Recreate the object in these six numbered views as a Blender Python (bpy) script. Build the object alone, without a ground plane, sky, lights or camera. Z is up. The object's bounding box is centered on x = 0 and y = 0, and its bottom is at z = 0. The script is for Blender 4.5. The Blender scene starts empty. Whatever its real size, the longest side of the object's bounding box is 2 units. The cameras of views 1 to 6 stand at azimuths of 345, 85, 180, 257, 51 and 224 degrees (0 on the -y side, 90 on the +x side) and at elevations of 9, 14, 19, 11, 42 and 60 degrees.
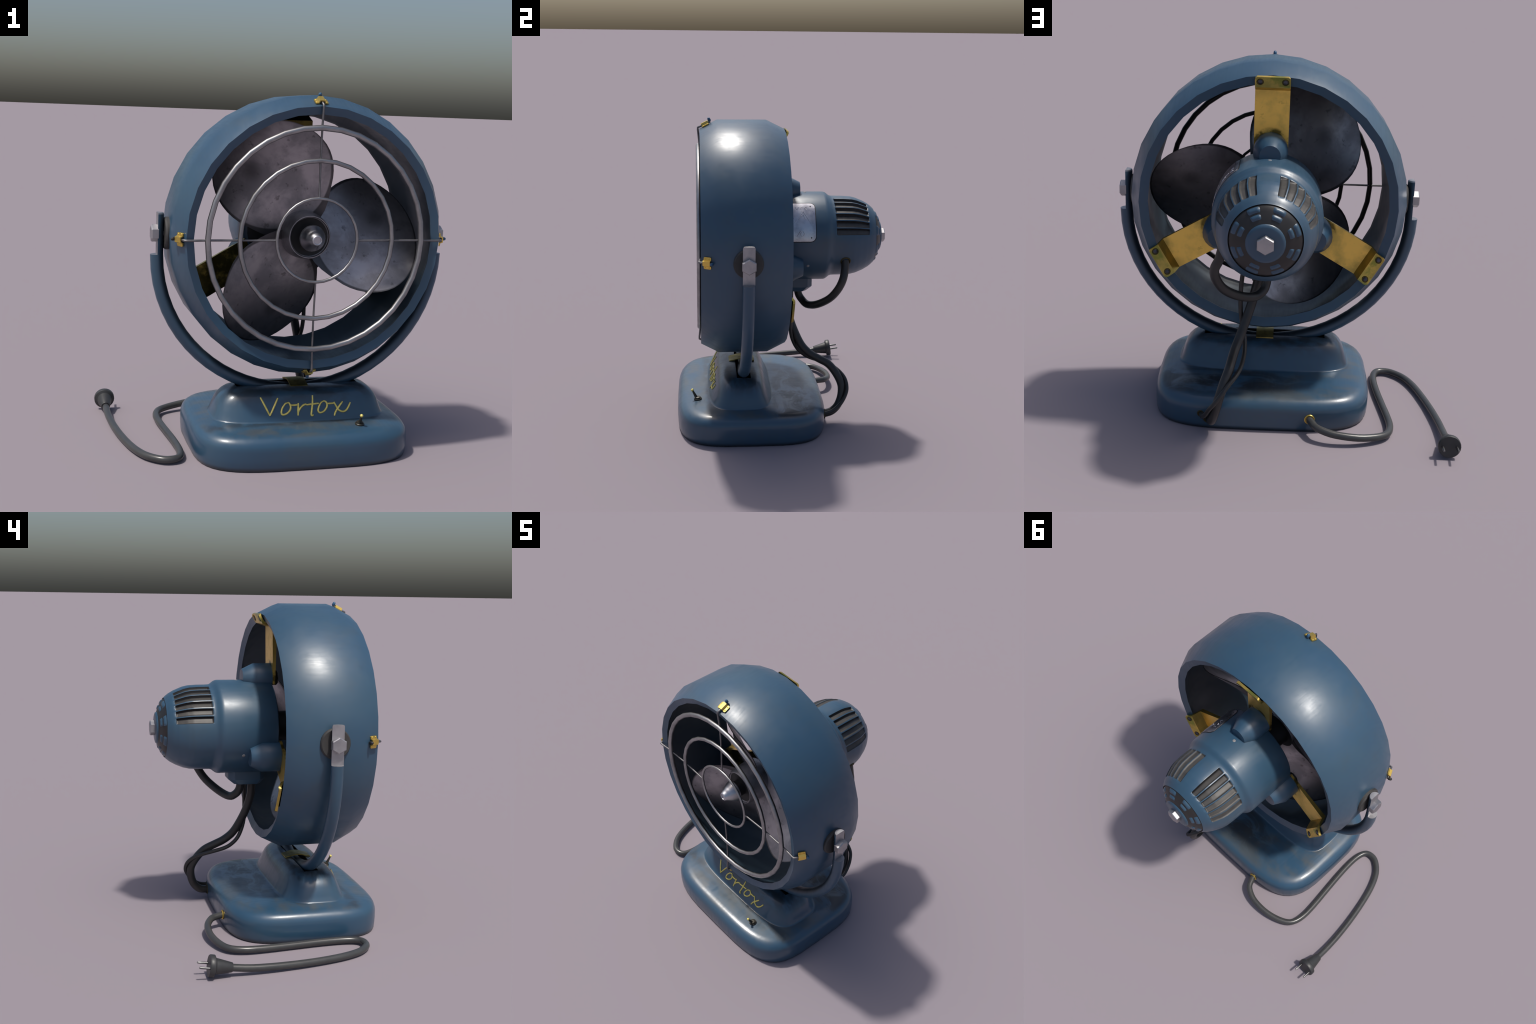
"""Vintage blue desk fan: barrel housing in a U yoke on a stepped base, rear motor, mains cord."""
import bpy, bmesh, math
from math import sin, cos, pi, radians, sqrt
from mathutils import Vector, Matrix

AX, AZ = 0.1145, 1.221            # fan axis runs along y through (AX, AZ)
YOKE_Y = -0.258

# ------------------------------------------------------------------ materials
class NT:
    """tiny helper around a material's node tree"""
    def __init__(self, name):
        self.m = bpy.data.materials.new(name)
        self.m.use_nodes = True
        self.t = self.m.node_tree
        self.b = self.t.nodes["Principled BSDF"]
        self.co = None

    def n(self, kind, **kw):
        nd = self.t.nodes.new("ShaderNode" + kind)
        for k, v in kw.items():
            setattr(nd, k, v)
        return nd

    def link(self, a, b):
        self.t.links.new(a, b)

    def coords(self, scale=(1, 1, 1), rot=(0, 0, 0)):
        tc = self.n("TexCoord")
        mp = self.n("Mapping")
        mp.inputs["Scale"].default_value = scale
        mp.inputs["Rotation"].default_value = rot
        self.link(tc.outputs["Object"], mp.inputs["Vector"])
        return mp.outputs["Vector"]

    def noise(self, scale, detail=5, rough=0.6, stretch=(1, 1, 1), dist=0.0):
        nz = self.n("TexNoise")
        nz.inputs["Scale"].default_value = scale
        nz.inputs["Detail"].default_value = detail
        nz.inputs["Roughness"].default_value = rough
        nz.inputs["Distortion"].default_value = dist
        self.link(self.coords(stretch), nz.inputs["Vector"])
        return nz.outputs["Fac"]

    def ramp(self, fac, lo, hi, a=0.0, b=1.0):
        mr = self.n("MapRange", interpolation_type="SMOOTHSTEP")
        mr.inputs["From Min"].default_value = lo
        mr.inputs["From Max"].default_value = hi
        mr.inputs["To Min"].default_value = a
        mr.inputs["To Max"].default_value = b
        self.link(fac, mr.inputs["Value"])
        return mr.outputs["Result"]

    def math(self, op, a, b=None):
        md = self.n("Math", operation=op)
        for i, v in enumerate((a, b)):
            if v is None:
                continue
            if isinstance(v, (int, float)):
                md.inputs[i].default_value = v
            else:
                self.link(v, md.inputs[i])
        return md.outputs[0]

    def mix(self, fac, a, b):
        mx = self.n("Mix", data_type="RGBA")
        if isinstance(fac, (int, float)):
            mx.inputs["Factor"].default_value = fac
        else:
            self.link(fac, mx.inputs["Factor"])
        for key, v in ((6, a), (7, b)):
            if isinstance(v, tuple):
                mx.inputs[key].default_value = (*v, 1)
            else:
                self.link(v, mx.inputs[key])
        return mx.outputs[2]

    def pos(self):
        tc = self.n("TexCoord")
        sp = self.n("SeparateXYZ")
        self.link(tc.outputs["Object"], sp.inputs[0])
        return sp.outputs

    def normal(self):
        g = self.n("NewGeometry")
        sp = self.n("SeparateXYZ")
        self.link(g.outputs["Normal"], sp.inputs[0])
        return sp.outputs

    def bump(self, height, strength, distance=0.004):
        bp = self.n("Bump")
        bp.inputs["Strength"].default_value = strength
        bp.inputs["Distance"].default_value = distance
        self.link(height, bp.inputs["Height"])
        self.link(bp.outputs["Normal"], self.b.inputs["Normal"])

    def set(self, **kw):
        for k, v in kw.items():
            s = self.b.inputs[k.replace("_", " ")]
            if isinstance(v, (int, float)):
                s.default_value = v
            elif isinstance(v, tuple):
                s.default_value = (*v, 1) if len(v) == 3 else v
            else:
                self.link(v, s)


BLUE = (0.0245, 0.068, 0.120)


def paint(name, dusty=0.35, rough=0.43, smudge=False, base=BLUE, coat=0.3, coat_rough=0.29, yoke=False):
    k = NT(name)
    big = k.noise(2.6, 4, 0.55)
    tint = tuple(c * f for c, f in zip(base, (1.25, 1.08, 0.98)))
    col = k.mix(k.ramp(big, 0.35, 0.7), base, tint)
    dust = k.ramp(k.noise(3.6, 6, 0.6, (1, 1.3, 1.6)), 0.50, 0.78)
    col = k.mix(k.math("MULTIPLY", dust, dusty), col, (0.048, 0.062, 0.072))
    r = k.ramp(k.noise(9, 6, 0.6), 0.3, 0.75, rough - 0.05, rough + 0.08)
    # fine wiping streaks around the shell show up in the highlights
    streak = k.ramp(k.noise(5, 4, 0.6, (14, 1.2, 1.2)), 0.35, 0.7, -0.03, 0.05)
    r = k.math("ADD", r, streak)
    if smudge:
        up = k.ramp(k.normal()[2], 0.75, 0.97)
        x, y, z = k.pos()
        warm = k.ramp(k.noise(4.2, 6, 0.62, (1.0, 1.7, 1)), 0.40, 0.66)
        col = k.mix(k.math("MULTIPLY", k.math("MULTIPLY", warm, up), 0.75), col, (0.068, 0.076, 0.079))
        # soft oily stains behind the tower, under the motor, heaviest towards the right side
        stain = k.ramp(k.noise(6.5, 6, 0.62, (0.8, 1.4, 1), 0.8), 0.38, 0.55)
        back = k.math("MULTIPLY", k.ramp(y, -0.16, 0.02), k.ramp(y, 0.26, 0.12))
        side = k.ramp(x, -0.36, 0.3)
        msk = k.math("MULTIPLY", k.math("MULTIPLY", stain, back), k.math("MULTIPLY", side, up))
        col = k.mix(k.math("MULTIPLY", msk, 0.95), col, (0.010, 0.012, 0.016))
        r = k.math("ADD", r, k.math("MULTIPLY", msk, 0.15))
        # dark patches along the crease in front of the tower, and soot on the tower's upper end
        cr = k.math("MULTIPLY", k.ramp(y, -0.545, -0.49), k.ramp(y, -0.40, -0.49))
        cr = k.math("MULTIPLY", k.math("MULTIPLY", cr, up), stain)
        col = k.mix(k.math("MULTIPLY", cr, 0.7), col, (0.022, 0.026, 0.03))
        soot = k.math("MULTIPLY", k.ramp(z, 0.25, 0.37), k.ramp(k.noise(6, 5, 0.6, (1.5, 3.5, 0.8)), 0.36, 0.6))
        col = k.mix(k.math("MULTIPLY", soot, 0.85), col, (0.017, 0.022, 0.028))
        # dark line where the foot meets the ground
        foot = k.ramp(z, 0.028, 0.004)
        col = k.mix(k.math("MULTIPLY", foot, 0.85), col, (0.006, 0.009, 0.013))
    if yoke:                                   # baked occlusion painted dark onto the fan-facing side
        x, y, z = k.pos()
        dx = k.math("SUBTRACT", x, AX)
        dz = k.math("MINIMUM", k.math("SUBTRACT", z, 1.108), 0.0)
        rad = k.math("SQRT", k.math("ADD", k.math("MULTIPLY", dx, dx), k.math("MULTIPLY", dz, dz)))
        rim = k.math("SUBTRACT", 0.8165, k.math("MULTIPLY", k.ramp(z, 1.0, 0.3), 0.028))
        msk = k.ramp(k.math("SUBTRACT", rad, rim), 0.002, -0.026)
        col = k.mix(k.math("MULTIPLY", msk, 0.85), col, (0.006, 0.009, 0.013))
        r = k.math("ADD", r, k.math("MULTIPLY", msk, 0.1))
    k.set(Base_Color=col, Roughness=r, Specular_IOR_Level=0.5, Coat_Weight=coat, Coat_Roughness=coat_rough)
    k.bump(k.noise(9, 3, 0.5), 0.05, 0.003)
    return k.m


def metal(name, c1, c2, rough, scale=6, lo=0.35, hi=0.65, metallic=1.0, bump=0.05, stretch=(1, 1, 1)):
    k = NT(name)
    f = k.ramp(k.noise(scale, 7, 0.62, stretch), lo, hi)
    k.set(Base_Color=k.mix(f, c1, c2), Metallic=metallic,
          Roughness=k.ramp(k.noise(scale * 2.2, 5), 0.3, 0.7, rough - 0.06, rough + 0.1))
    if bump:
        k.bump(k.noise(scale * 5, 5), bump, 0.003)
    return k.m


def brass(name, bracket=False):
    k = NT(name)
    f = k.ramp(k.noise(6, 6, 0.6), 0.42, 0.66)
    col = k.mix(f, (0.80, 0.545, 0.125), (0.54, 0.40, 0.105))
    dark = k.ramp(k.noise(10, 6, 0.7, (1, 1, 1.4)), 0.60, 0.72)
    col = k.mix(k.math("MULTIPLY", dark, 0.55), col, (0.16, 0.14, 0.04))
    tc = k.n("TexCoord")
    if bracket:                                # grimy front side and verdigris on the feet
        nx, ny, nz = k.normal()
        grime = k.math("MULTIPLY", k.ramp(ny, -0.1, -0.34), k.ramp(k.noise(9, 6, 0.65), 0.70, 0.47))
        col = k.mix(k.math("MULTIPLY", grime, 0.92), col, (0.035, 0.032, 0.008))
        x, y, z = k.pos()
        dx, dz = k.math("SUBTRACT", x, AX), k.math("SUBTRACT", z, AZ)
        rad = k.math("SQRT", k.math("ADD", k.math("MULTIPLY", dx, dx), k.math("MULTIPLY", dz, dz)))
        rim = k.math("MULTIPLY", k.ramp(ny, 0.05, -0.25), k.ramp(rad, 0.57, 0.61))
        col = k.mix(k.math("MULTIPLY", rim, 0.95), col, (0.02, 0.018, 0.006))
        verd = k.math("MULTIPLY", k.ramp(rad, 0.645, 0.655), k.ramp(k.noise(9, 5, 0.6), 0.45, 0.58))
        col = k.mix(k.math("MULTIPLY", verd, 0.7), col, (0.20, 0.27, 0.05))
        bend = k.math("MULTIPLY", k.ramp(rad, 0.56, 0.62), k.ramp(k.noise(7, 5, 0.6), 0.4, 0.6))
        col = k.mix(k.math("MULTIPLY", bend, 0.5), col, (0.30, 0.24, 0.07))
    # occlusion shading drawn as a dark ring around the motor lugs
    for a in ((0, 120, 240) if bracket else ()):
        c = (AX + 0.303 * sin(radians(a)), 0, AZ + 0.303 * cos(radians(a)))
        sub = k.n("VectorMath", operation="SUBTRACT")
        sub.inputs[1].default_value = c
        k.link(tc.outputs["Object"], sub.inputs[0])
        mul = k.n("VectorMath", operation="MULTIPLY")
        mul.inputs[1].default_value = (1, 0, 1)
        k.link(sub.outputs[0], mul.inputs[0])
        ln = k.n("VectorMath", operation="LENGTH")
        k.link(mul.outputs[0], ln.inputs[0])
        ring = k.math("MULTIPLY", k.ramp(ln.outputs["Value"], 0.122, 0.104), k.ramp(k.noise(15, 3), 0.4, 0.55))
        col = k.mix(k.math("MULTIPLY", ring, 0.85), col, (0.07, 0.06, 0.015))
    k.set(Base_Color=col, Metallic=0.9, Roughness=k.ramp(f, 0, 1, 0.32, 0.46))
    k.bump(k.noise(40, 4), 0.03, 0.002)
    return k.m


def plain(name, c, rough, metallic=0.0, c2=None, scale=14):
    k = NT(name)
    col = k.mix(k.ramp(k.noise(scale, 5), 0.35, 0.7), c, c2 or tuple(v * 0.75 for v in c))
    k.set(Base_Color=col, Roughness=rough, Metallic=metallic)
    return k.m


M_PAINT = paint("blue_enamel")
M_BASE = paint("blue_enamel_stained", dusty=0.3, rough=0.36, smudge=True, coat=0.4, coat_rough=0.15)
M_LIP = paint("blue_enamel_rim", dusty=0.25)
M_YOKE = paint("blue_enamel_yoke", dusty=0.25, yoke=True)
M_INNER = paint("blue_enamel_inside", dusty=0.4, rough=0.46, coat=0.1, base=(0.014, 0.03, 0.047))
M_BRASS = brass("aged_brass")
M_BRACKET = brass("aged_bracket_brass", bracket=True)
M_STEEL = metal("brushed_steel", (0.43, 0.42, 0.43), (0.35, 0.345, 0.36), 0.46, 9)
M_NICKEL = metal("polished_nickel", (0.60, 0.60, 0.62), (0.48, 0.48, 0.51), 0.36, 10)
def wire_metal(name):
    """bright drawn wire, near black on the side that faces the fan"""
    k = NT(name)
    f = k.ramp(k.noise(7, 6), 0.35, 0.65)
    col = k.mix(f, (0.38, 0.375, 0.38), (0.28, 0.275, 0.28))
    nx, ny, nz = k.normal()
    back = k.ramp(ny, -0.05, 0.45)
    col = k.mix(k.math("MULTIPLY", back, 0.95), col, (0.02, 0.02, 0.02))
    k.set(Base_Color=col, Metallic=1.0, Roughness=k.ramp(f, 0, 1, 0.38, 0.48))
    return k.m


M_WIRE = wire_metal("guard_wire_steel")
M_SPOKE = metal("spoke_steel", (0.24, 0.235, 0.24), (0.17, 0.165, 0.17), 0.5, 9)
M_PIN = metal("plug_pin_metal", (0.22, 0.22, 0.22), (0.16, 0.16, 0.16), 0.42, 20)
M_STRAP = metal("dull_strap_brass", (0.42, 0.34, 0.11), (0.22, 0.18, 0.06), 0.46, 14)
def blade_metal(name):
    """dull aluminium, sooty towards the tip and around a rubbed spot"""
    k = NT(name)
    f = k.ramp(k.noise(5, 7, 0.62, (1, 1, 1), 0.4), 0.36, 0.64)
    col = k.mix(f, (0.42, 0.40, 0.425), (0.27, 0.262, 0.28))
    spk = k.ramp(k.noise(15, 6, 0.65), 0.60, 0.68)
    col = k.mix(k.math("MULTIPLY", spk, 0.6), col, (0.11, 0.105, 0.11))
    x, y, z = k.pos()
    dx = k.math("DIVIDE", k.math("ADD", x, 0.085), 0.8)
    dz = k.math("SUBTRACT", z, 0.445)
    d = k.math("SQRT", k.math("ADD", k.math("MULTIPLY", dx, dx), k.math("MULTIPLY", dz, dz)))
    col = k.mix(k.math("MULTIPLY", k.ramp(d, 0.085, 0.01), 0.6), col, (0.09, 0.088, 0.095))
    tip = k.math("MULTIPLY", k.ramp(z, 0.46, 0.68), k.ramp(k.noise(6, 5), 0.3, 0.6))
    col = k.mix(k.math("MULTIPLY", tip, 0.55), col, (0.12, 0.118, 0.125))
    ez, ex = k.math("DIVIDE", k.math("SUBTRACT", z, 0.372), 0.311), k.math("DIVIDE", x, 0.306)
    rho = k.math("SQRT", k.math("ADD", k.math("MULTIPLY", ez, ez), k.math("MULTIPLY", ex, ex)))
    col = k.mix(k.math("MULTIPLY", k.ramp(rho, 0.955, 0.985), 0.8), col, (0.04, 0.04, 0.043))
    k.set(Base_Color=col, Metallic=1.0, Roughness=k.ramp(f, 0, 1, 0.42, 0.55))
    k.bump(k.noise(22, 5), 0.06, 0.003)
    return k.m


M_BLADE = blade_metal("blade_aluminium")
M_HUB = metal("hub_dark_metal", (0.40, 0.39, 0.41), (0.24, 0.235, 0.25), 0.5, 8)
M_RIVET = metal("rivet_dull_steel", (0.14, 0.14, 0.17), (0.09, 0.09, 0.10), 0.5, 20)
M_TARNISH = plain("tarnished_rim", (0.07, 0.055, 0.018), 0.5, 0.6)
M_BLACK = plain("black_iron", (0.012, 0.012, 0.013), 0.55)
M_SLOT = plain("slot_black", (0.003, 0.003, 0.004), 0.8)
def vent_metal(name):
    """dark louvres, recess shadow painted black under the upper edge of every strip"""
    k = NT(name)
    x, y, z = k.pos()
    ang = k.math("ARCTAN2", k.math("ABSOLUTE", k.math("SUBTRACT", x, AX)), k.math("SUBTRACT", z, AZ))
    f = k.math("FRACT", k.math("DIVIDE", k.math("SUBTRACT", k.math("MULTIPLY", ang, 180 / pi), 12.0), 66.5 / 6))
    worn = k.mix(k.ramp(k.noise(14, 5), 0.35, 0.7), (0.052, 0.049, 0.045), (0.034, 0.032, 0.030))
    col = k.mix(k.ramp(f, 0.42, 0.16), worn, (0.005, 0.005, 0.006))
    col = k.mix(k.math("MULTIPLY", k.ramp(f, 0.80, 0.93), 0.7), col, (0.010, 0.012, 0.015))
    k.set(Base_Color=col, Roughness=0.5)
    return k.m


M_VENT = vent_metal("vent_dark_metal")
M_CAP = plain("cap_dark_metal", (0.024, 0.022, 0.021), 0.42)
M_CORD = plain("cord_rubber", (0.052, 0.053, 0.052), 0.3, 0.0, (0.042, 0.043, 0.044))
M_CABLE = plain("cable_rubber", (0.028, 0.027, 0.026), 0.42)
M_PLUG = plain("plug_rubber", (0.036, 0.037, 0.038), 0.45)
M_GASKET = plain("gasket_rubber", (0.045, 0.043, 0.041), 0.6)
M_PLATE = metal("nameplate_metal", (0.60, 0.60, 0.63), (0.38, 0.38, 0.42), 0.32, 9, 0.35, 0.6)
M_GOLD = plain("gold_lettering", (0.86, 0.72, 0.20), 0.35, 0.4, (0.62, 0.52, 0.14), 60)
M_SWITCH = plain("switch_dark_metal", (0.05, 0.046, 0.036), 0.45, 0.4)
M_PALE = plain("worn_screw_head", (0.22, 0.215, 0.22), 0.6)
M_BLUE_TIP = plain("blue_tip", (0.03, 0.10, 0.20), 0.4)

# ------------------------------------------------------------------ object helpers
ROOT = bpy.data.objects.new("desk_fan", None)
ROOT.location = (AX, -0.205, 0)
ROOT.empty_display_size = 0.2
bpy.context.collection.objects.link(ROOT)
ROOT["label"] = "vintage blue desk fan with brass brackets and power cord"
ROOT["category"] = "desk fan"
bpy.context.view_layer.update()


def adopt(o, parent):
    o.parent = parent
    chain = Matrix.Identity(4)
    p = parent
    while p is not None:                       # parents carry plain transforms
        chain = p.matrix_basis @ chain if p.parent is None else p.matrix_parent_inverse @ p.matrix_basis @ chain
        p = p.parent
    o.matrix_parent_inverse = chain.inverted()
    return o


def make(name, verts, faces, mat, parent=ROOT, smooth=35, mats=None, fmat=None, kind=None):
    me = bpy.data.meshes.new(name)
    me.from_pydata([tuple(v) for v in verts], [], faces)
    for m in (mats or [mat]):
        me.materials.append(m)
    if fmat:
        for p, i in zip(me.polygons, fmat):
            p.material_index = i
    bm = bmesh.new()
    bm.from_mesh(me)
    bmesh.ops.recalc_face_normals(bm, faces=bm.faces)
    bm.to_mesh(me)
    bm.free()
    if smooth:
        me.shade_smooth()
        me.set_sharp_from_angle(angle=radians(smooth))
    o = bpy.data.objects.new(name, me)
    bpy.context.collection.objects.link(o)
    if kind:
        o["kind"] = kind
    return adopt(o, parent)


def revolve(profile, n=32, closed=False, cap=(False, False), angles=None):
    """profile of (y, r) spun about the fan axis"""
    V, F = [], []
    angles = angles or [2 * pi * i / n for i in range(n)]
    n = len(angles)
    for y, r in profile:
        for a in angles:
            V.append((AX + r * sin(a), y, AZ + r * cos(a)))
    m = len(profile)
    for j in range(m if closed else m - 1):
        for i in range(n):
            j2, i2 = (j + 1) % m, (i + 1) % n
            F.append((j * n + i, j * n + i2, j2 * n + i2, j2 * n + i))
    if cap[0]:
        F.append(tuple(range(n)))
    if cap[1]:
        F.append(tuple((m - 1) * n + i for i in range(n)))
    return V, F


def spin(profile, axis_o, axis_d, n=24, phase=0.0, cap=(True, True)):
    """profile of (h, r) spun about an arbitrary axis"""
    d = Vector(axis_d).normalized()
    u = d.cross(Vector((0, 0, 1)) if abs(d.z) < 0.9 else Vector((1, 0, 0))).normalized()
    w = d.cross(u)
    V, F = [], []
    for h, r in profile:
        for i in range(n):
            a = 2 * pi * i / n + phase
            V.append(Vector(axis_o) + d * h + (u * cos(a) + w * sin(a)) * r)
    m = len(profile)
    for j in range(m - 1):
        for i in range(n):
            i2 = (i + 1) % n
            F.append((j * n + i, j * n + i2, (j + 1) * n + i2, (j + 1) * n + i))
    if cap[0]:
        F.append(tuple(range(n)))
    if cap[1]:
        F.append(tuple((m - 1) * n + i for i in range(n)))
    return V, F


def catmull(pts, sub=6, closed=False):
    P = [Vector(p) for p in pts]
    n = len(P)
    out = []
    for i in range(n if closed else n - 1):
        p1, p2 = P[i], P[(i + 1) % n]
        p0 = P[i - 1] if (i or closed) else p1 * 2 - p2
        p3 = P[(i + 2) % n] if (closed or i + 2 < n) else p2 * 2 - p1
        for k in range(sub):
            t = k / sub
            out.append(0.5 * ((2 * p1) + (p2 - p0) * t + (2 * p0 - 5 * p1 + 4 * p2 - p3) * t * t
                              + (3 * p1 - p0 - 3 * p2 + p3) * t ** 3))
    if not closed:
        out.append(P[-1])
    return out


def sweep(path, radius, n=12, closed=False, cap=True):
    P = [Vector(p) for p in path]
    m = len(P)
    T = []
    for i in range(m):
        a = P[i - 1] if (i or closed) else P[i]
        b = P[(i + 1) % m] if (closed or i + 1 < m) else P[i]
        T.append((b - a).normalized())
    u = T[0].cross(Vector((0, 0, 1)))
    if u.length < 0.1:
        u = T[0].cross(Vector((0, 1, 0)))
    u.normalize()
    V, F = [], []
    for i in range(m):
        u = (u - T[i] * u.dot(T[i])).normalized()
        w = T[i].cross(u)
        r = radius(i / (m - 1)) if callable(radius) else radius
        for k in range(n):
            a = 2 * pi * k / n
            V.append(P[i] + (u * cos(a) + w * sin(a)) * r)
    for i in range(m if closed else m - 1):
        for k in range(n):
            k2, i2 = (k + 1) % n, (i + 1) % m
            F.append((i * n + k, i * n + k2, i2 * n + k2, i2 * n + k))
    if cap and not closed:
        F.append(tuple(range(n)))
        F.append(tuple((m - 1) * n + k for k in range(n)))
    return V, F


def torus(center, axis, R, r, n=24, k=10):
    d = Vector(axis).normalized()
    u = d.cross(Vector((0, 0, 1)) if abs(d.z) < 0.9 else Vector((1, 0, 0))).normalized()
    w = d.cross(u)
    return sweep([Vector(center) + (u * cos(2 * pi * i / n) + w * sin(2 * pi * i / n)) * R for i in range(n)], r, k, True)


def join(*parts):
    V, F = [], []
    for v, f in parts:
        o = len(V)
        V += list(v)
        F += [tuple(i + o for i in q) for q in f]
    return V, F


def box(c, d, bevel=0.0):
    """axis box as an octagonal-cornered prism when bevel > 0"""
    bm = bmesh.new()
    bmesh.ops.create_cube(bm, size=1, matrix=Matrix.Translation(c) @ Matrix.Diagonal((*d, 1)))
    if bevel:
        bmesh.ops.bevel(bm, geom=bm.edges[:], offset=bevel, segments=2, affect="EDGES")
    V = [v.co.copy() for v in bm.verts]
    bm.verts.index_update()
    F = [tuple(v.index for v in f.verts) for f in bm.faces]
    bm.free()
    return V, F


def bevel_object(o, width, seg=2):
    md = o.modifiers.new("bevel", "BEVEL")
    md.width = width
    md.segments = seg
    md.limit_method = "ANGLE"
    md.angle_limit = radians(40)
    return o


# ------------------------------------------------------------------ base with tower
def superellipse(a, b, cx, cy, z, n=4.0, count=48):
    out = []
    for i in range(count):
        t = 2 * pi * i / count
        c, s = cos(t), sin(t)
        out.append((cx + a * math.copysign(abs(c) ** (2 / n), c), cy + b * math.copysign(abs(s) ** (2 / n), s), z))
    return out


# (half length, half depth, centre y, height, corner power)
BASE_RINGS = [
    (0.612, 0.480, -0.205, 0.000, 4.0), (0.618, 0.485, -0.205, 0.012, 4.0), (0.622, 0.488, -0.205, 0.060, 4.0),
    (0.622, 0.488, -0.205, 0.108, 4.0), (0.620, 0.486, -0.205, 0.128, 4.0), (0.614, 0.480, -0.205, 0.146, 4.0),
    (0.604, 0.469, -0.205, 0.161, 4.0), (0.590, 0.454, -0.205, 0.173, 4.0), (0.573, 0.435, -0.207, 0.1815, 4.0),
    (0.555, 0.400, -0.215, 0.1865, 4.0), (0.530, 0.310, -0.246, 0.1920, 3.9), (0.511, 0.222, -0.275, 0.1965, 3.8),
    (0.506, 0.214, -0.277, 0.1975, 3.8), (0.502, 0.209, -0.277, 0.2005, 3.8), (0.498, 0.205, -0.277, 0.2075, 3.8),
    (0.486, 0.190, -0.277, 0.240, 3.8), (0.472, 0.172, -0.277, 0.280, 3.8), (0.456, 0.160, -0.277, 0.306, 3.8),
    (0.436, 0.147, -0.277, 0.328, 3.7), (0.413, 0.130, -0.277, 0.345, 3.6), (0.388, 0.108, -0.277, 0.3555, 3.5),
    (0.358, 0.082, -0.277, 0.360, 3.5), (0.300, 0.030, -0.277, 0.362, 3.5),
]


def build_base():
    V, F = [], []
    N = 48
    for a, b, cy, z, n in BASE_RINGS:
        V += superellipse(a, b, AX, cy, z, n, N)
    for j in range(len(BASE_RINGS) - 1):
        for i in range(N):
            i2 = (i + 1) % N
            F.append((j * N + i, j * N + i2, (j + 1) * N + i2, (j + 1) * N + i))
    F.append(tuple(range(N)))
    F.append(tuple((len(BASE_RINGS) - 1) * N + i for i in range(N)))
    o = make("base", V, F, M_BASE, mats=[M_BASE, M_SLOT], smooth=40)
    cv, cf = box((AX, -0.261, 0.40), (0.716, 0.091, 0.30))
    cut = make("slot_cutter", cv, cf, M_SLOT, mats=[M_BASE, M_SLOT], fmat=[1] * 6, smooth=0)
    md = o.modifiers.new("slot", "BOOLEAN")
    md.operation, md.object, md.solver = "DIFFERENCE", cut, "EXACT"
    dg = bpy.context.evaluated_depsgraph_get()
    me = bpy.data.meshes.new_from_object(o.evaluated_get(dg))
    o.modifiers.clear()
    o.data = me
    bpy.data.objects.remove(cut)
    me.shade_smooth()
    me.set_sharp_from_angle(angle=radians(40))
    me.name = "base"
    return o


BASE = build_base()

# brand lettering, written as brush strokes on the sloping front of the tower (x, z)
STROKES = [
    [(-0.134, 0.327), (-0.111, 0.281), (-0.088, 0.235)], [(-0.088, 0.235), (-0.062, 0.278), (-0.036, 0.321)],
    [(0.021, 0.297), (0.003, 0.291), (-0.016, 0.268), (-0.022, 0.246), (-0.013, 0.237), (0.01, 0.243),
     (0.028, 0.258), (0.034, 0.276), (0.027, 0.294), (0.019, 0.297)],
    [(0.031, 0.284), (0.056, 0.283), (0.078, 0.285)],
    [(0.08, 0.292), (0.077, 0.266), (0.073, 0.230)],
    [(0.075, 0.244), (0.088, 0.265), (0.105, 0.279), (0.121, 0.285), (0.127, 0.281)],
    [(0.127, 0.281), (0.15, 0.284), (0.175, 0.285), (0.199, 0.287)],
    [(0.167, 0.327), (0.162, 0.286), (0.154, 0.25), (0.15, 0.232), (0.155, 0.226), (0.162, 0.23)],
    [(0.228, 0.297), (0.211, 0.288), (0.196, 0.265), (0.192, 0.249), (0.202, 0.239), (0.225, 0.245),
     (0.244, 0.265), (0.247, 0.283), (0.238, 0.295), (0.226, 0.297)],
    [(0.247, 0.283), (0.27, 0.283), (0.29, 0.284)],
    [(0.289, 0.29), (0.301, 0.268), (0.313, 0.249), (0.336, 0.238), (0.357, 0.243), (0.373, 0.259), (0.388, 0.282)],
    [(0.341, 0.289), (0.319, 0.267), (0.295, 0.24), (0.285, 0.22)],
]


def ring_front_y(x, z):
    """y of the tower's front face at (x, z)"""
    for (a0, b0, c0, z0, n0), (a1, b1, c1, z1, n1) in zip(BASE_RINGS[11:], BASE_RINGS[12:]):
        if z0 <= z <= z1:
            t = (z - z0) / (z1 - z0)
            a, b, c, n = (p + (q - p) * t for p, q in ((a0, a1), (b0, b1), (c0, c1), (n0, n1)))
            return c - b * max(0.0, 1 - abs((x - AX) / a) ** n) ** (1 / n)
    return -0.46


parts = []
for s in STROKES:
    path = catmull([(x, ring_front_y(x, z) - 0.001, z) for x, z in s], 4)
    parts.append(sweep(path, lambda t: 0.0056 - 0.0014 * abs(2 * t - 1) ** 3, 8))
make("brand_lettering", *join(*parts), M_GOLD, BASE, 60)

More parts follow.
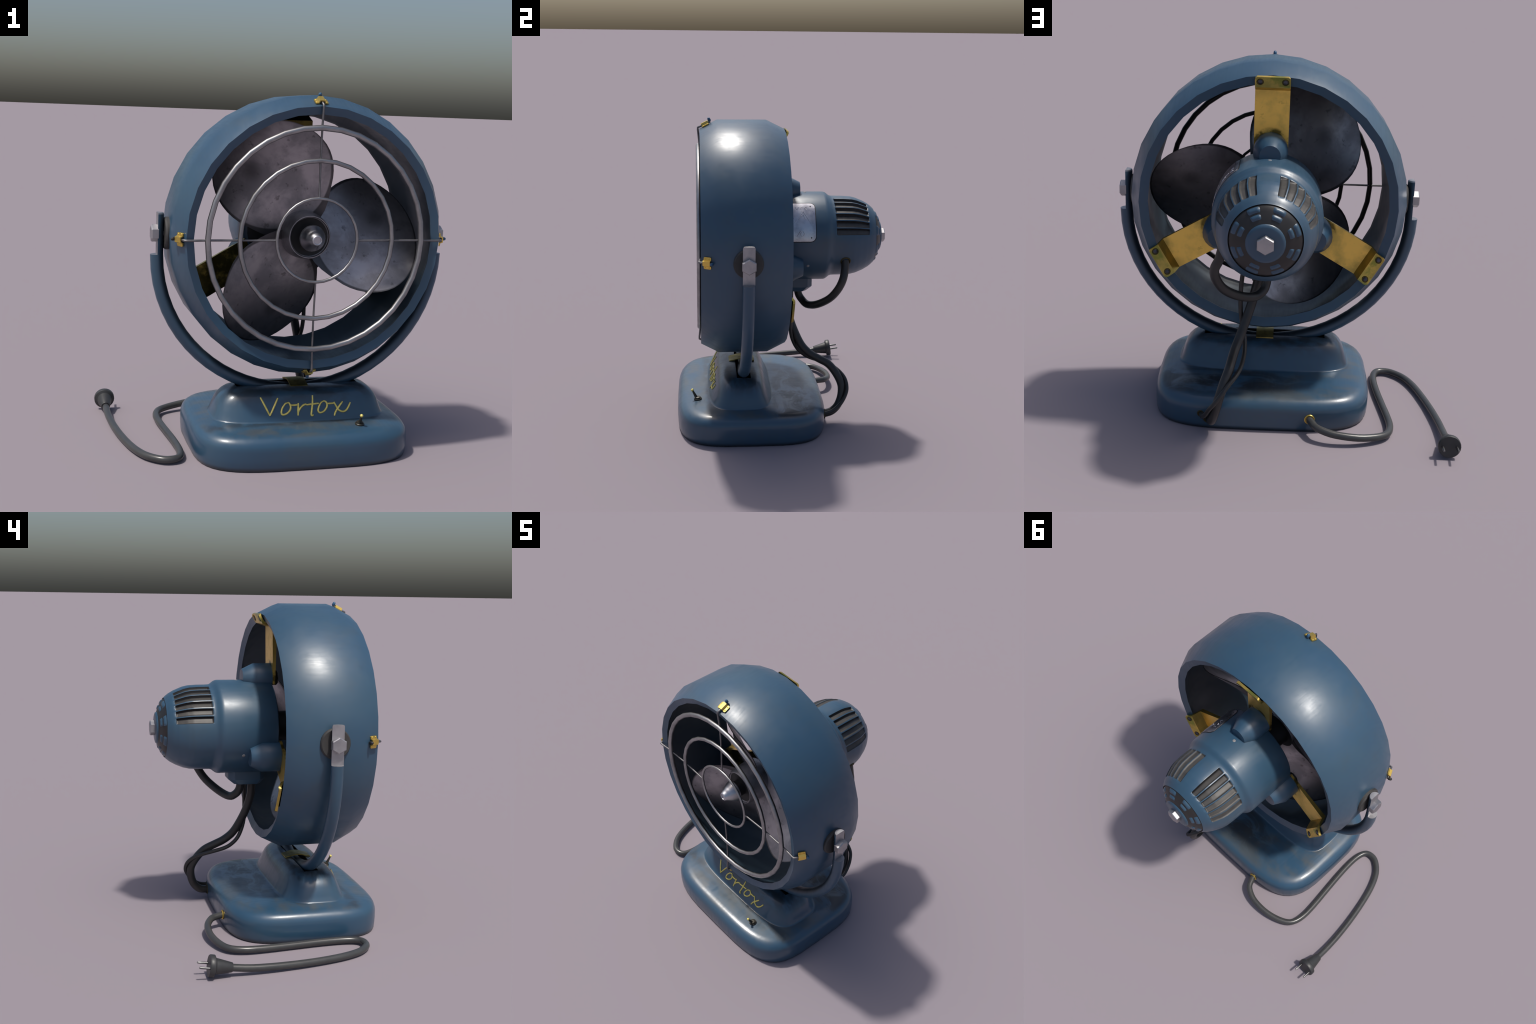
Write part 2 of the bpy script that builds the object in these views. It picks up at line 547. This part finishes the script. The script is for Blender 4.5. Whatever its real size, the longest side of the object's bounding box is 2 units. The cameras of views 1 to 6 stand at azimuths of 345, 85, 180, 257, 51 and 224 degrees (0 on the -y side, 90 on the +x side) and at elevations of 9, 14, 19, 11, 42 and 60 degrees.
# toggle switch and the small circled mark beside it
SW = Vector((0.405, -0.558, 0.182))
make("toggle_switch", *join(
    spin([(0, 0.026), (0.016, 0.026), (0.019, 0.023), (0.019, 0.019), (0.026, 0.019), (0.028, 0.015), (0.028, 0.010)],
         SW, (0.03, -0.08, 1), 20),
    spin([(0.012, 0.0115), (0.080, 0.0055)], SW, (-0.06, -0.46, 0.9), 12)), M_SWITCH, BASE)
tip = SW + Vector((-0.06, -0.46, 0.9)).normalized() * 0.081
make("switch_knob", *spin([(-.009, .002), (-.007, .007), (-.002, .0092), (.003, .009), (.007, .006), (.0085, .001)],
                          tip, (-0.06, -0.46, 0.9), 14), M_GOLD, BASE, 60)
mark = Vector((0.398, -0.611, 0.1685))
up, dn = Vector((0, 0.95, 0.32)), Vector((0, -0.32, 0.95))
def on_mark(x, y):
    return mark + Vector((1, 0, 0)) * x + up * y
make("registered_mark", *join(
    sweep([on_mark(0.014 * cos(2 * pi * i / 20), 0.014 * sin(2 * pi * i / 20)) for i in range(20)], 0.0014, 6, True),
    sweep([on_mark(-.004, -.007), on_mark(-.004, .007), on_mark(.002, .007), on_mark(.005, .004), on_mark(.002, .001),
           on_mark(-.004, .001)], 0.0012, 6),
    sweep([on_mark(.0, .001), on_mark(.005, -.007)], 0.0012, 6)), M_YOKE, BASE)

# brass grommets where cords leave the base
for c, R, gm in (((-0.157, 0.2815, 0.081), 0.0255, M_BRASS), ((0.402, 0.279, 0.068), 0.030, M_TARNISH),
                 ((0.448, 0.271, 0.088), 0.016, M_TARNISH)):
    make("cord_grommet", *join(torus(c, (0, 1, 0), R, 0.0045, 24, 8),
                               spin([(-0.02, R - .001), (0.001, R - .001)], c, (0, 1, 0), 20)), gm, BASE)

# brass strap holding the yoke in the slot
V, F = [], []
prof = [(-0.176, 0.358), (-0.189, 0.362), (-0.207, 0.364), (-0.228, 0.371), (-0.261, 0.3755), (-0.294, 0.371),
        (-0.315, 0.364), (-0.333, 0.361), (-0.347, 0.355)]
for x in (0.062, 0.164):
    for dz in (0.0, 0.007):
        V += [(x, y, z + dz) for y, z in prof]
n = len(prof)
for i in range(n - 1):
    F += [(i, i + 1, n * 2 + i + 1, n * 2 + i), (n + i, n + i + 1, n * 3 + i + 1, n * 3 + i),
          (i, i + 1, n + i + 1, n + i), (2 * n + i, 2 * n + i + 1, 3 * n + i + 1, 3 * n + i)]
F += [(0, n, 3 * n, 2 * n), (n - 1, 2 * n - 1, 4 * n - 1, 3 * n - 1)]
make("yoke_strap", V, F, M_STRAP, BASE)

# ------------------------------------------------------------------ yoke
def build_yoke():
    TR = 0.0362
    zc = 1.108
    path = []
    for i in range(33):
        a = -pi / 2 + pi * i / 32
        R = 0.8165 - 0.030 * cos(a) ** 2
        path.append((AX + R * sin(a), YOKE_Y - 0.003 * cos(a), zc - R * cos(a)))
    parts = [sweep(path, TR, 16)]
    V, F = join(*parts)
    fm = [0] * len(F)
    fm[-1] = fm[-2] = 1                                 # bare steel on the cut ends
    # flat-faced upper ends: the inner half of the tube carries on up past the pivot
    for sgn in (-1, 1):
        x0 = AX + sgn * 0.8165
        o = len(V)
        arc = [(cos(pi * k / 8), sin(pi * k / 8)) for k in range(9)]
        for z in (zc - 0.002, 1.326, 1.334):
            sc = 1.0 if z < 1.33 else 0.9
            for c, s in arc:
                V.append((x0 - sgn * s * TR * sc, YOKE_Y - c * TR * sc, z))
        for j in range(2):
            for k in range(8):
                F.append((o + j * 9 + k, o + j * 9 + k + 1, o + j * 9 + 10 + k, o + j * 9 + 9 + k))
                fm.append(0 if j == 0 else 1)
            F.append((o + j * 9, o + j * 9 + 8, o + j * 9 + 17, o + j * 9 + 9))
            fm.append(1)
        F.append(tuple(o + 18 + k for k in range(9)))
        fm.append(1)
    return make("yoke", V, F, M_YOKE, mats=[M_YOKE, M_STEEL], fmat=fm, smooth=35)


YOKE = build_yoke()
for sgn in (-1, 1):
    c = (AX + sgn * 0.8165, YOKE_Y, AZ + 0.001)
    hx = spin([(-0.004, 0.047), (0.028, 0.047), (0.0335, 0.0415)], c, (sgn, 0, 0), 6, pi / 2)
    make("pivot_bolt", *hx, M_STEEL, YOKE, 20)
    make("pivot_shaft", *spin([(-0.06, 0.02), (0.0, 0.02)], c, (sgn, 0, 0), 12), M_BLACK, YOKE)
    make("pivot_washer", *spin([(-0.075, 0.089), (-0.045, 0.089), (-0.036, 0.082)], c, (sgn, 0, 0), 32), M_GASKET, YOKE)

# ------------------------------------------------------------------ housing (barrel)
YF, YB = -0.535, 0.010
OUT = [(YF, 0.7065), (-0.421, 0.7645), (-0.109, 0.7645), (YB, 0.7065)]
Vh, Fh = revolve(OUT, 32)
HOUSING = make("housing", Vh, Fh, M_PAINT, smooth=50)
for lip in ([(YB, 0.7065), (-0.009, 0.659)], [(YF, 0.7065), (-0.521, 0.6645)]):
    make("housing_rim", *revolve(lip, 32), M_LIP, HOUSING, smooth=50)
WALL = [(-0.009, 0.659), (-0.035, 0.666), (-0.109, 0.712), (-0.421, 0.712), (-0.495, 0.672), (-0.521, 0.6645)]
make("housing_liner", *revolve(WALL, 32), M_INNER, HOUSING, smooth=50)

# ------------------------------------------------------------------ front guard
GY = -0.543
GUARD = make("guard_ring", *sweep([(AX + 0.595 * sin(2 * pi * i / 36), GY, AZ + 0.595 * cos(2 * pi * i / 36))
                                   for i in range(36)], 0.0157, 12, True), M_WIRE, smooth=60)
for R, r in ((0.4245, 0.0128), (0.225, 0.0085)):
    make("guard_ring", *sweep([(AX + R * sin(2 * pi * i / 32), GY + 0.001, AZ + R * cos(2 * pi * i / 32))
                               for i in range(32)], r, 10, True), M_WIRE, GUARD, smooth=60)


def polar(a, r, y, t=0.0):
    """point at angle a (0 = up, + towards +x), radius r, tangential offset t"""
    return Vector((AX + r * sin(a) + t * cos(a), y, AZ + r * cos(a) - t * sin(a)))


CH = Vector((0.893, 0.450))      # along the chamfer (y, r)
CN = Vector((-0.450, 0.893))     # out of the chamfer
def on_chamfer(a, d, w, n):
    """d along chamfer from the front rim, w sideways, n out"""
    return polar(a, 0.7065 + d * CH.y + n * CN.y, YF + d * CH.x + n * CN.x, w)


for k in range(4):
    a = k * pi / 2
    path = [polar(a, 0.225, GY + 0.003), polar(a, 0.42, GY + 0.010), polar(a, 0.60, GY + 0.008),
            polar(a, 0.700, -0.545), polar(a, 0.713, -0.545), on_chamfer(a, 0.012, 0, 0.010),
            on_chamfer(a, 0.05, 0, 0.009), on_chamfer(a, 0.083, 0, 0.010)]
    make("guard_wire", *sweep(path, lambda t: 0.0054 + 0.0022 * t, 8), M_SPOKE, GUARD, 60)
    make("guard_wire_tip", *spin([(-0.009, 0.004), (-0.004, 0.0095), (0.010, 0.0095), (0.016, 0.007), (0.019, 0.002)],
                                 on_chamfer(a, 0.0815, 0, 0.0185), on_chamfer(a, 0.1, 0, 0.035) - on_chamfer(a, 0.1, 0, 0), 12),
         M_BLUE_TIP if k != 3 else M_BLACK, GUARD, 60)
    # saddle clip: two feet and a raised bridge over the wire
    pr = [(-0.036, 0.0), (-0.036, 0.006), (-0.020, 0.008), (-0.0135, 0.023), (0.0135, 0.023), (0.020, 0.008),
          (0.036, 0.006), (0.036, 0.0), (0.017, 0.0), (0.0105, 0.0165), (-0.0105, 0.0165), (-0.017, 0.0)]
    V, F = [], []
    rows = (0.022, 0.027, 0.064, 0.069)
    for j, d in enumerate(rows):
        for w, nn in pr:
            if j in (0, 3):
                w *= 0.88 if abs(w) > 0.03 else 1
            V.append(on_chamfer(a, d, w, nn + 0.0005))
    m = len(pr)
    for j in range(3):
        for i in range(m):
            F.append((j * m + i, j * m + (i + 1) % m, (j + 1) * m + (i + 1) % m, (j + 1) * m + i))
    for b in (0, 3 * m):
        F += [(b, b + 1, b + 2, b + 11), (b + 11, b + 2, b + 3, b + 10), (b + 10, b + 3, b + 4, b + 9),
              (b + 9, b + 4, b + 5, b + 8), (b + 8, b + 5, b + 6, b + 7)]
    clip = make("wire_clip", V, F, M_BRASS, GUARD, 30)
    rv = []
    for w in (-0.028, 0.028):
        for d in (0.033, 0.058):
            nrm = on_chamfer(a, d, w, 1) - on_chamfer(a, d, w, 0)
            rv.append(spin([(0.004, 0.0055), (0.008, 0.0045), (0.0095, 0.001)], on_chamfer(a, d, w, 0), nrm, 10))
    make("clip_rivet", *join(*rv), M_BRASS, GUARD, 60, kind="stuff")

# ------------------------------------------------------------------ fan blades and hub
def smooth(t):
    t = max(0.0, min(1.0, t))
    return t * t * (3 - 2 * t)


def blade_y(s, t):
    """pitched and twisted paddle: clockwise edge leads towards the front"""
    k = 0.34 + 0.36 * smooth((s - 0.12) / 0.45)
    return -0.272 - k * t - 0.06 * t * t


def blade_mesh():
    th = 0.0045
    N, R = 48, 8
    V, F = [], []
    for side in (-1, 1):
        for j in range(R + 1):
            rho = j / R
            for i in range(N):
                p = 2 * pi * i / N
                s = 0.372 + 0.311 * rho * cos(p)
                t = 0.306 * rho * sin(p) * (1 - 0.05 * cos(p))
                # root gathers into the hub
                if cos(p) < -0.6:
                    s -= 0.05 * rho * smooth((-cos(p) - 0.6) / 0.4)
                y = blade_y(s, t) + side * th * (1 - 0.5 * rho ** 6)
                V.append((t, y, s))
    B = (R + 1) * N
    for side in (0, 1):
        for j in range(R):
            for i in range(N):
                i2 = (i + 1) % N
                q = [j * N + i, j * N + i2, (j + 1) * N + i2, (j + 1) * N + i]
                if j == 0:
                    q = [j * N, (j + 1) * N + i2, (j + 1) * N + i]
                F.append(tuple(side * B + x for x in q))
    for i in range(N):
        i2 = (i + 1) % N
        F.append((R * N + i, R * N + i2, B + R * N + i2, B + R * N + i))
    return V, F


HUB = make("fan_hub", *revolve([(-0.225, 0.134), (-0.30, 0.134), (-0.34, 0.131), (-0.375, 0.126), (-0.402, 0.121),
                                (-0.410, 0.117), (-0.410, 0.113), (-0.402, 0.110), (-0.399, 0.105)], 40), M_HUB, smooth=35)
make("hub_disc", *revolve([(-0.225, 0.134), (-0.225, 0.095), (-0.10, 0.092)], 32, cap=(False, True)), M_BLACK, HUB)
make("hub_recess", *revolve([(-0.399, 0.105), (-0.396, 0.10), (-0.395, 0.03)], 32, cap=(False, True)), M_BLACK, HUB)
make("nose_stem", *revolve([(-0.394, 0.055), (-0.445, 0.055)], 24), M_BLACK, HUB)
make("nose_cone", *revolve([(-0.442, 0.045), (-0.446, 0.070), (-0.453, 0.073), (-0.470, 0.069),
                            (-0.505, 0.050), (-0.528, 0.036), (-0.540, 0.0295), (-0.545, 0.0265), (-0.547, 0.023),
                            (-0.546, 0.020), (-0.541, 0.0185)], 28, cap=(False, True)), M_NICKEL, HUB, 40)
blade = make("fan_blade", *blade_mesh(), M_BLADE, smooth=50)
for a in (90, 210, 330):
    b = blade if a == 90 else blade.copy()
    if b is not blade:
        bpy.context.collection.objects.link(b)
    b.location = (AX, 0, AZ)
    b.rotation_euler = (0, radians(a), 0)

# ------------------------------------------------------------------ motor
MPROF = [(-0.062, 0.265), (-0.056, 0.287), (-0.048, 0.2915), (0.268, 0.2915), (0.279, 0.2905), (0.289, 0.2865),
         (0.299, 0.279), (0.308, 0.2715), (0.317, 0.2665), (0.328, 0.264), (0.345, 0.2632), (0.40, 0.2625), (0.455, 0.259), (0.49, 0.251), (0.54, 0.2305), (0.572, 0.2125),
         (0.592, 0.197), (0.601, 0.188), (0.606, 0.1845)]


def motor_r(y):
    for (y0, r0), (y1, r1) in zip(MPROF, MPROF[1:]):
        if y0 <= y <= y1:
            return r0 + (r1 - r0) * (y - y0) / (y1 - y0)
    return MPROF[-1][1]


A0, A1, STRIPS = 12.0, 78.5, 6
VY0, VY1 = 0.332, 0.560
STEP = (A1 - A0) / STRIPS


def vent_depth(y, deg):
    """depth of a louvre recess at this spot of the motor shell, 0 outside"""
    for sgn in (1, -1):
        d = deg * sgn
        if A0 < d < A1 and VY0 < y < VY1:
            f = ((d - A0) / STEP) % 1.0
            edge = min(f, 1 - f) * STEP                      # degrees from the strip edge
            ends = min(y - VY0, VY1 - y)
            ramp = smooth((edge - 0.6) / 1.5) * smooth(ends / 0.012)
            return 0.019 * ramp * (1.0 - 0.72 * f)
    return 0.0


def build_motor():
    degs = []
    d = -180.0
    fine = STEP / 14
    while d < 180 - 1e-6:
        degs.append(d)
        ad = abs(d + 1e-6)
        if A0 - 1e-3 <= d < A1 - 1e-3 or -A1 - 1e-3 <= d < -A0 - 1e-3:
            d += fine
        else:
            nxt = [e for e in (-A1, -A0, A0, A1, 180) if e > d + 1e-3][0]
            k = max(1, math.ceil((nxt - d) / 6))
            d += (nxt - d) / k
    ys = sorted({y for y, _ in MPROF} | {VY0, VY0 + .004, VY0 + .008, VY0 + .012, VY0 + .016, VY1, VY1 - .004, VY1 - .008,
                                         VY1 - .012, VY1 - .016} | {VY0 + (VY1 - VY0) * i / 12 for i in range(13)})
    n = len(degs)
    V, F, isv = [], [], []
    for y in ys:
        for g in degs:
            r = motor_r(y) - vent_depth(y, g)
            V.append((AX + r * sin(radians(g)), y, AZ + r * cos(radians(g))))
    for j in range(len(ys) - 1):
        ym = (ys[j] + ys[j + 1]) / 2
        for i in range(n):
            i2 = (i + 1) % n
            g2 = degs[i2] if i2 else 180.0
            F.append((j * n + i, j * n + i2, (j + 1) * n + i2, (j + 1) * n + i))
            gm = (degs[i] + g2) / 2
            isv.append(vent_depth(ym, gm) > 0.0018 and (1 if gm > 0 else 2))
    return V, F, isv


def subset(V, F, keep):
    used = {}
    out = []
    for f, k in zip(F, keep):
        if k:
            out.append(tuple(used.setdefault(i, len(used)) for i in f))
    verts = [None] * len(used)
    for i, j in used.items():
        verts[j] = V[i]
    return verts, out


mv, mf, isv = build_motor()
shell = subset(mv, mf, [not k for k in isv])
MOTOR = make("motor", *shell, M_PAINT, smooth=50)
make("motor_front_plate", *revolve([(-0.062, 0.265), (-0.078, 0.22), (-0.098, 0.12)], 32, cap=(False, True)), M_BLACK, MOTOR)
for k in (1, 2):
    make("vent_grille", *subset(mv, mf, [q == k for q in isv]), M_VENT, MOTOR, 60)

# rear end cap: dark ring with raised dashes, blue centre, hex nut
CPROF = [(0.606, 0.1845), (0.600, 0.1815), (0.6075, 0.177), (0.6235, 0.155), (0.6375, 0.128), (0.6465, 0.107), (0.6495, 0.098)]
CAP = make("rear_cap", *revolve(CPROF, 48), M_CAP, MOTOR, 50)
make("cap_centre", *revolve([(0.6495, 0.098), (0.6575, 0.0945), (0.6615, 0.082), (0.663, 0.05)], 40, cap=(False, True)),
     M_PAINT, MOTOR, 50)
make("rear_nut", *spin([(0.0, 0.0465), (0.027, 0.0465), (0.032, 0.0425)], (AX, 0.660, AZ), (0, 1, 0), 6, pi / 2),
     M_STEEL, MOTOR, 20)


def cap_y(r):
    for (y0, r0), (y1, r1) in zip(CPROF[1:], CPROF[2:]):
        if r1 <= r <= r0:
            return y0 + (y1 - y0) * (r0 - r) / (r0 - r1)
    return 0.65


def dash(a_mid, r_in, r_out, half):
    """raised rounded bar following the cap surface"""
    V, F = [], []
    na, nr = 8, 6
    for i in range(na + 1):
        f = i / na
        a = radians(a_mid - half + 2 * half * f)
        ea = smooth(min(f, 1 - f) / 0.14)
        for j in range(nr + 1):
            g = j / nr
            er = smooth(min(g, 1 - g) / 0.38)
            r = r_in + (r_out - r_in) * g
            h = 0.0066 * ea * er - 0.001
            V.append(polar(a, r + h * 0.5, cap_y(r) + h))
    for i in range(na):
        for j in range(nr):
            q = i * (nr + 1) + j
            F.append((q, q + 1, q + nr + 2, q + nr + 1))
    return V, F


for k in range(8):
    for r_in, r_out in ((0.118, 0.1445), (0.150, 0.178)):
        make("cap_rib", *dash(22.5 + 45 * k, r_in, r_out, 11.5), M_PAINT, CAP, 60)

# nameplate wrapped on the right flank
def wrap_plate(y0, y1, d0, d1, r, rim, corner, thick):
    V, F = [], []
    R = 0.2915
    L = radians(d1 - d0) * R
    cols = [0, .05, .12, .22, .35, .5, .7, 1.0]
    xs = [corner * c for c in cols]
    xs = xs + [xs[-1] + (L - 2 * corner) * i / 10 for i in range(1, 10)] + [L - c for c in reversed(xs)]
    for x in xs:
        e = min(x, L - x)
        inset = corner - sqrt(max(0.0, corner ** 2 - (corner - e) ** 2)) if e < corner else 0.0
        for f in range(9):
            y = y0 + inset + (y1 - y0 - 2 * inset) * f / 8
            V.append((radians(d0) + x / R, r, y))
    n = len(xs)
    for i in range(n - 1):
        for f in range(8):
            q = i * 9 + f
            F.append((q, q + 1, q + 10, q + 9))
    top = len(V)
    V += [(a, rr - thick, y) for a, rr, y in V]
    ring = [i * 9 for i in range(n)] + [(n - 1) * 9 + f for f in range(1, 9)] + [i * 9 + 8 for i in range(n - 2, -1, -1)] \
        + [f for f in range(7, 0, -1)]
    for p, q in zip(ring, ring[1:] + ring[:1]):
        F.append((p, q, top + q, top + p))
    return [polar(a, rr, y) for a, rr, y in V], F


make("nameplate_border", *wrap_plate(-0.045, 0.201, 32.6, 86.4, 0.2932, 0, 0.036, 0.006), M_BLACK, MOTOR, 40)
PLATE = make("nameplate", *wrap_plate(-0.040, 0.196, 33.7, 85.3, 0.2952, 0, 0.032, 0.006), M_PLATE, MOTOR, 40)


def emboss(pts, r=0.0015):
    """stroke on the nameplate, points as (degrees, y)"""
    return sweep(catmull([polar(radians(d), 0.2952, y) for d, y in pts], 4), r, 6)


marks = [emboss([(62, 0.062), (52, 0.100), (46.5, 0.118)]), emboss([(46.5, 0.118), (54, 0.140), (64, 0.168)]),
         emboss([(58, 0.088), (51.5, 0.116), (57, 0.130)], 0.0016),
         emboss([(40, 0.072), (44, 0.082), (40, 0.092)]), emboss([(42, 0.130), (40, 0.137), (42, 0.144), (44, 0.137), (42, 0.130)]),
         emboss([(43, 0.104), (40, 0.107), (40, 0.118)]),
         emboss([(79, 0.074), (72, 0.098)]), emboss([(72, 0.110), (76, 0.098), (79, 0.108), (76, 0.122), (72, 0.112)]),
         emboss([(66, 0.050), (74, 0.040), (78, 0.052)])]
make("nameplate_lettering", *join(*marks), M_PLATE, PLATE, 60)
for d in (38.7, 80.6):
    for y in (-0.012, 0.168):
        p = polar(radians(d), 0.2945, y)
        make("nameplate_rivet", *spin([(0, .005), (.0022, .004), (.003, .001)], p, p - Vector((AX, y, AZ)), 10), M_GASKET, PLATE, 60)
for a in (0, 120, 240):
    p = polar(radians(a), 0.291, 0.153)
    make("motor_screw", *spin([(0, .0105), (.0015, .0095), (.0022, .005)], p, p - Vector((AX, 0.153, AZ)), 12), M_PALE, MOTOR, 60)

# ------------------------------------------------------------------ mounting lugs and brass brackets
HW = 0.093
BPROF = [(0.702, 0.0250), (0.648, 0.0035), (0.622, -0.0695), (0.27, -0.0695)]     # (s, y) centreline


def bracket(a):
    th = 0.0075
    pts = BPROF
    off = []
    for i, p in enumerate(pts):
        a0 = Vector(pts[max(i - 1, 0)])
        a1 = Vector(pts[min(i + 1, len(pts) - 1)])
        d = (a1 - a0).normalized()
        nrm = Vector((-d.y, d.x))
        k = 1.0
        if 0 < i < len(pts) - 1:
            d1 = (Vector(p) - a0).normalized()
            k = 1 / max(0.5, Vector((-d1.y, d1.x)).dot(nrm))
        off.append((Vector(p) + nrm * th * k, Vector(p) - nrm * th * k))
    V, F = [], []
    cols = (-1, -0.97, -0.88, 0.88, 0.97, 1)
    for w in cols:
        for i, (u, l) in enumerate(off):
            cut = 0.0
            if i == 0:
                e = (1 - abs(w)) * HW
                cut = 0.016 - sqrt(max(0, 0.016 ** 2 - (0.016 - min(e, 0.016)) ** 2))
            for q in (u, l):
                V.append(polar(a, q.x - cut, q.y, w * HW))
    m = len(off) * 2
    for c in range(len(cols) - 1):
        b0, b1 = c * m, (c + 1) * m
        for i in range(len(off) - 1):
            for s in (0, 1):
                F.append((b0 + 2 * i + s, b0 + 2 * i + 2 + s, b1 + 2 * i + 2 + s, b1 + 2 * i + s))
        F.append((b0, b0 + 1, b1 + 1, b1))
        F.append((b0 + m - 2, b0 + m - 1, b1 + m - 1, b1 + m - 2))
    for b in (0, (len(cols) - 1) * m):
        for i in range(len(off) - 1):
            F.append((b + 2 * i, b + 2 * i + 1, b + 2 * i + 3, b + 2 * i + 2))
    return V, F


for a in (0, 120, 240):
    ar = radians(a)
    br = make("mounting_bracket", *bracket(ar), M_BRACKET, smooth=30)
    nrm = polar(ar, -0.37, 0.93) - polar(ar, 0, 0)         # square to the sloping foot
    for w in (-0.066, 0.066):
        p = polar(ar, 0.6725, 0.0205, w)
        make("bracket_ring", *torus(p, nrm, 0.0165, 0.0032, 20, 6), M_TARNISH, br, 60)
        make("bracket_rivet", *spin([(-0.006, .0145), (.001, .0135), (.0035, .0085), (.0042, .002)], p, nrm, 14), M_RIVET, br, 60)
    c = polar(ar, 0.303, 0)
    make("motor_lug", *spin([(-0.061, 0.0925), (0.044, 0.0925), (0.118, 0.056)], c, (0, 1, 0), 20), M_PAINT, MOTOR, 30)
    make("bracket_nut", *spin([(-0.112, 0.040), (-0.107, 0.046), (-0.076, 0.046)], c, (0, 1, 0), 8), M_BLACK, br, 30)

# junction box under the motor
V, F = [], []
def plan(x, y0, y1, c):
    return [(-x + c, y0), (x - c, y0), (x, y0 + c), (x, y1 - c), (x - c, y1), (-x + c, y1), (-x, y1 - c), (-x, y0 + c)]
for z, x, y0, y1, c in ((1.0, 0.088, -0.030, 0.205, 0.034), (0.890, 0.088, -0.030, 0.205, 0.034), (0.856, 0.070, 0.0, 0.163, 0.024)):
    V += [(AX + 0.012 + px, py, z) for px, py in plan(x, y0, y1, c)]
for j in range(2):
    for i in range(8):
        F.append((j * 8 + i, j * 8 + (i + 1) % 8, j * 8 + 8 + (i + 1) % 8, j * 8 + 8 + i))
F += [tuple(range(8)), tuple(range(16, 24))]
bevel_object(make("junction_box", V, F, M_PAINT, MOTOR, 25), 0.004)

# ------------------------------------------------------------------ cables between motor and base
gd = polar(radians(118), 0.25, 0.40)
gdir = polar(radians(118), 0.4, 0.40) - gd
make("motor_grommet", *join(torus(gd + gdir * 0.075, gdir, 0.0295, 0.005, 20, 8), spin([(0, .0295), (.011, .0295)], gd, gdir, 18)),
     M_TARNISH, MOTOR)
LOOP = [(0.335, 0.400, 1.105), (0.352, 0.396, 1.040), (0.376, 0.380, 0.980), (0.366, 0.350, 0.912), (0.325, 0.303, 0.842), (0.250, 0.232, 0.782),
        (0.173, 0.178, 0.760), (0.128, 0.146, 0.782), (0.112, 0.124, 0.818), (0.108, 0.116, 0.870)]
make("motor_cable", *sweep(catmull(LOOP, 4), 0.0258, 12), M_CABLE, MOTOR, 60)
THICK = [(0.150, 0.036, 0.87), (0.152, 0.036, 0.826), (0.167, 0.038, 0.763), (0.188, 0.058, 0.676), (0.216, 0.090, 0.588),
         (0.247, 0.135, 0.500), (0.270, 0.190, 0.446), (0.283, 0.250, 0.413), (0.295, 0.313, 0.379), (0.318, 0.362, 0.322),
         (0.340, 0.396, 0.252), (0.358, 0.396, 0.182), (0.374, 0.372, 0.118), (0.384, 0.334, 0.081), (0.394, 0.296, 0.071),
         (0.400, 0.265, 0.068)]
CABLE = make("base_cable", *sweep(catmull(THICK, 4), 0.0262, 12), M_CABLE, smooth=60)
THIN = [(0.238, 0.064, 0.87), (0.246, 0.062, 0.82), (0.251, 0.061, 0.737), (0.250, 0.060, 0.640), (0.240, 0.068, 0.560),
        (0.222, 0.103, 0.477), (0.218, 0.150, 0.427), (0.222, 0.199, 0.400), (0.232, 0.268, 0.379), (0.253, 0.331, 0.358),
        (0.290, 0.384, 0.328), (0.326, 0.422, 0.286), (0.362, 0.432, 0.236), (0.390, 0.420, 0.196), (0.414, 0.385, 0.142),
        (0.432, 0.335, 0.104), (0.442, 0.295, 0.092), (0.446, 0.26, 0.088)]
make("thin_cable", *sweep(catmull(THIN, 4), 0.0125, 10), M_CABLE, CABLE, 60)

# ------------------------------------------------------------------ mains cord and plug
CORD = [(-0.155, 0.262, 0.081), (-0.160, 0.290, 0.080), (-0.170, 0.312, 0.079), (-0.196, 0.358, 0.074), (-0.271, 0.394, 0.062),
        (-0.366, 0.401, 0.050), (-0.452, 0.388, 0.040), (-0.541, 0.354, 0.032), (-0.592, 0.307, 0.028), (-0.613, 0.224, 0.026),
        (-0.609, 0.111, 0.024), (-0.593, -0.034, 0.0225), (-0.576, -0.195, 0.0225), (-0.568, -0.330, 0.0225), (-0.574, -0.415, 0.0225),
        (-0.592, -0.462, 0.023), (-0.624, -0.482, 0.023), (-0.676, -0.478, 0.0225), (-0.732, -0.436, 0.0225), (-0.774, -0.378, 0.0225),
        (-0.813, -0.281, 0.0225), (-0.845, -0.154, 0.023), (-0.8725, -0.007, 0.026), (-0.892, 0.142, 0.031), (-0.901, 0.265, 0.037),
        (-0.904, 0.372, 0.050), (-0.905, 0.40, 0.056)]
make("power_cord", *sweep(catmull(CORD, 3), 0.0208, 12), M_CORD, smooth=60)
pd = Vector((0.002, 0.122, 0.018)).normalized()
po = Vector((-0.905, 0.372, 0.0515))
PLUG = make("plug", *spin([(0, 0.0255), (0.004, 0.0275), (0.094, 0.0455), (0.098, 0.052), (0.102, 0.0605), (0.106, 0.062),
                           (0.126, 0.062), (0.131, 0.059)], po, pd, 24), M_PLUG, smooth=35)
px = Vector((1, 0, 0))
for s in (-0.038, 0.038):
    make("plug_pin", *spin([(0.125, 0.0065), (0.183, 0.0065), (0.189, 0.0045)], po + px * s, pd, 12), M_PIN, PLUG, 35)
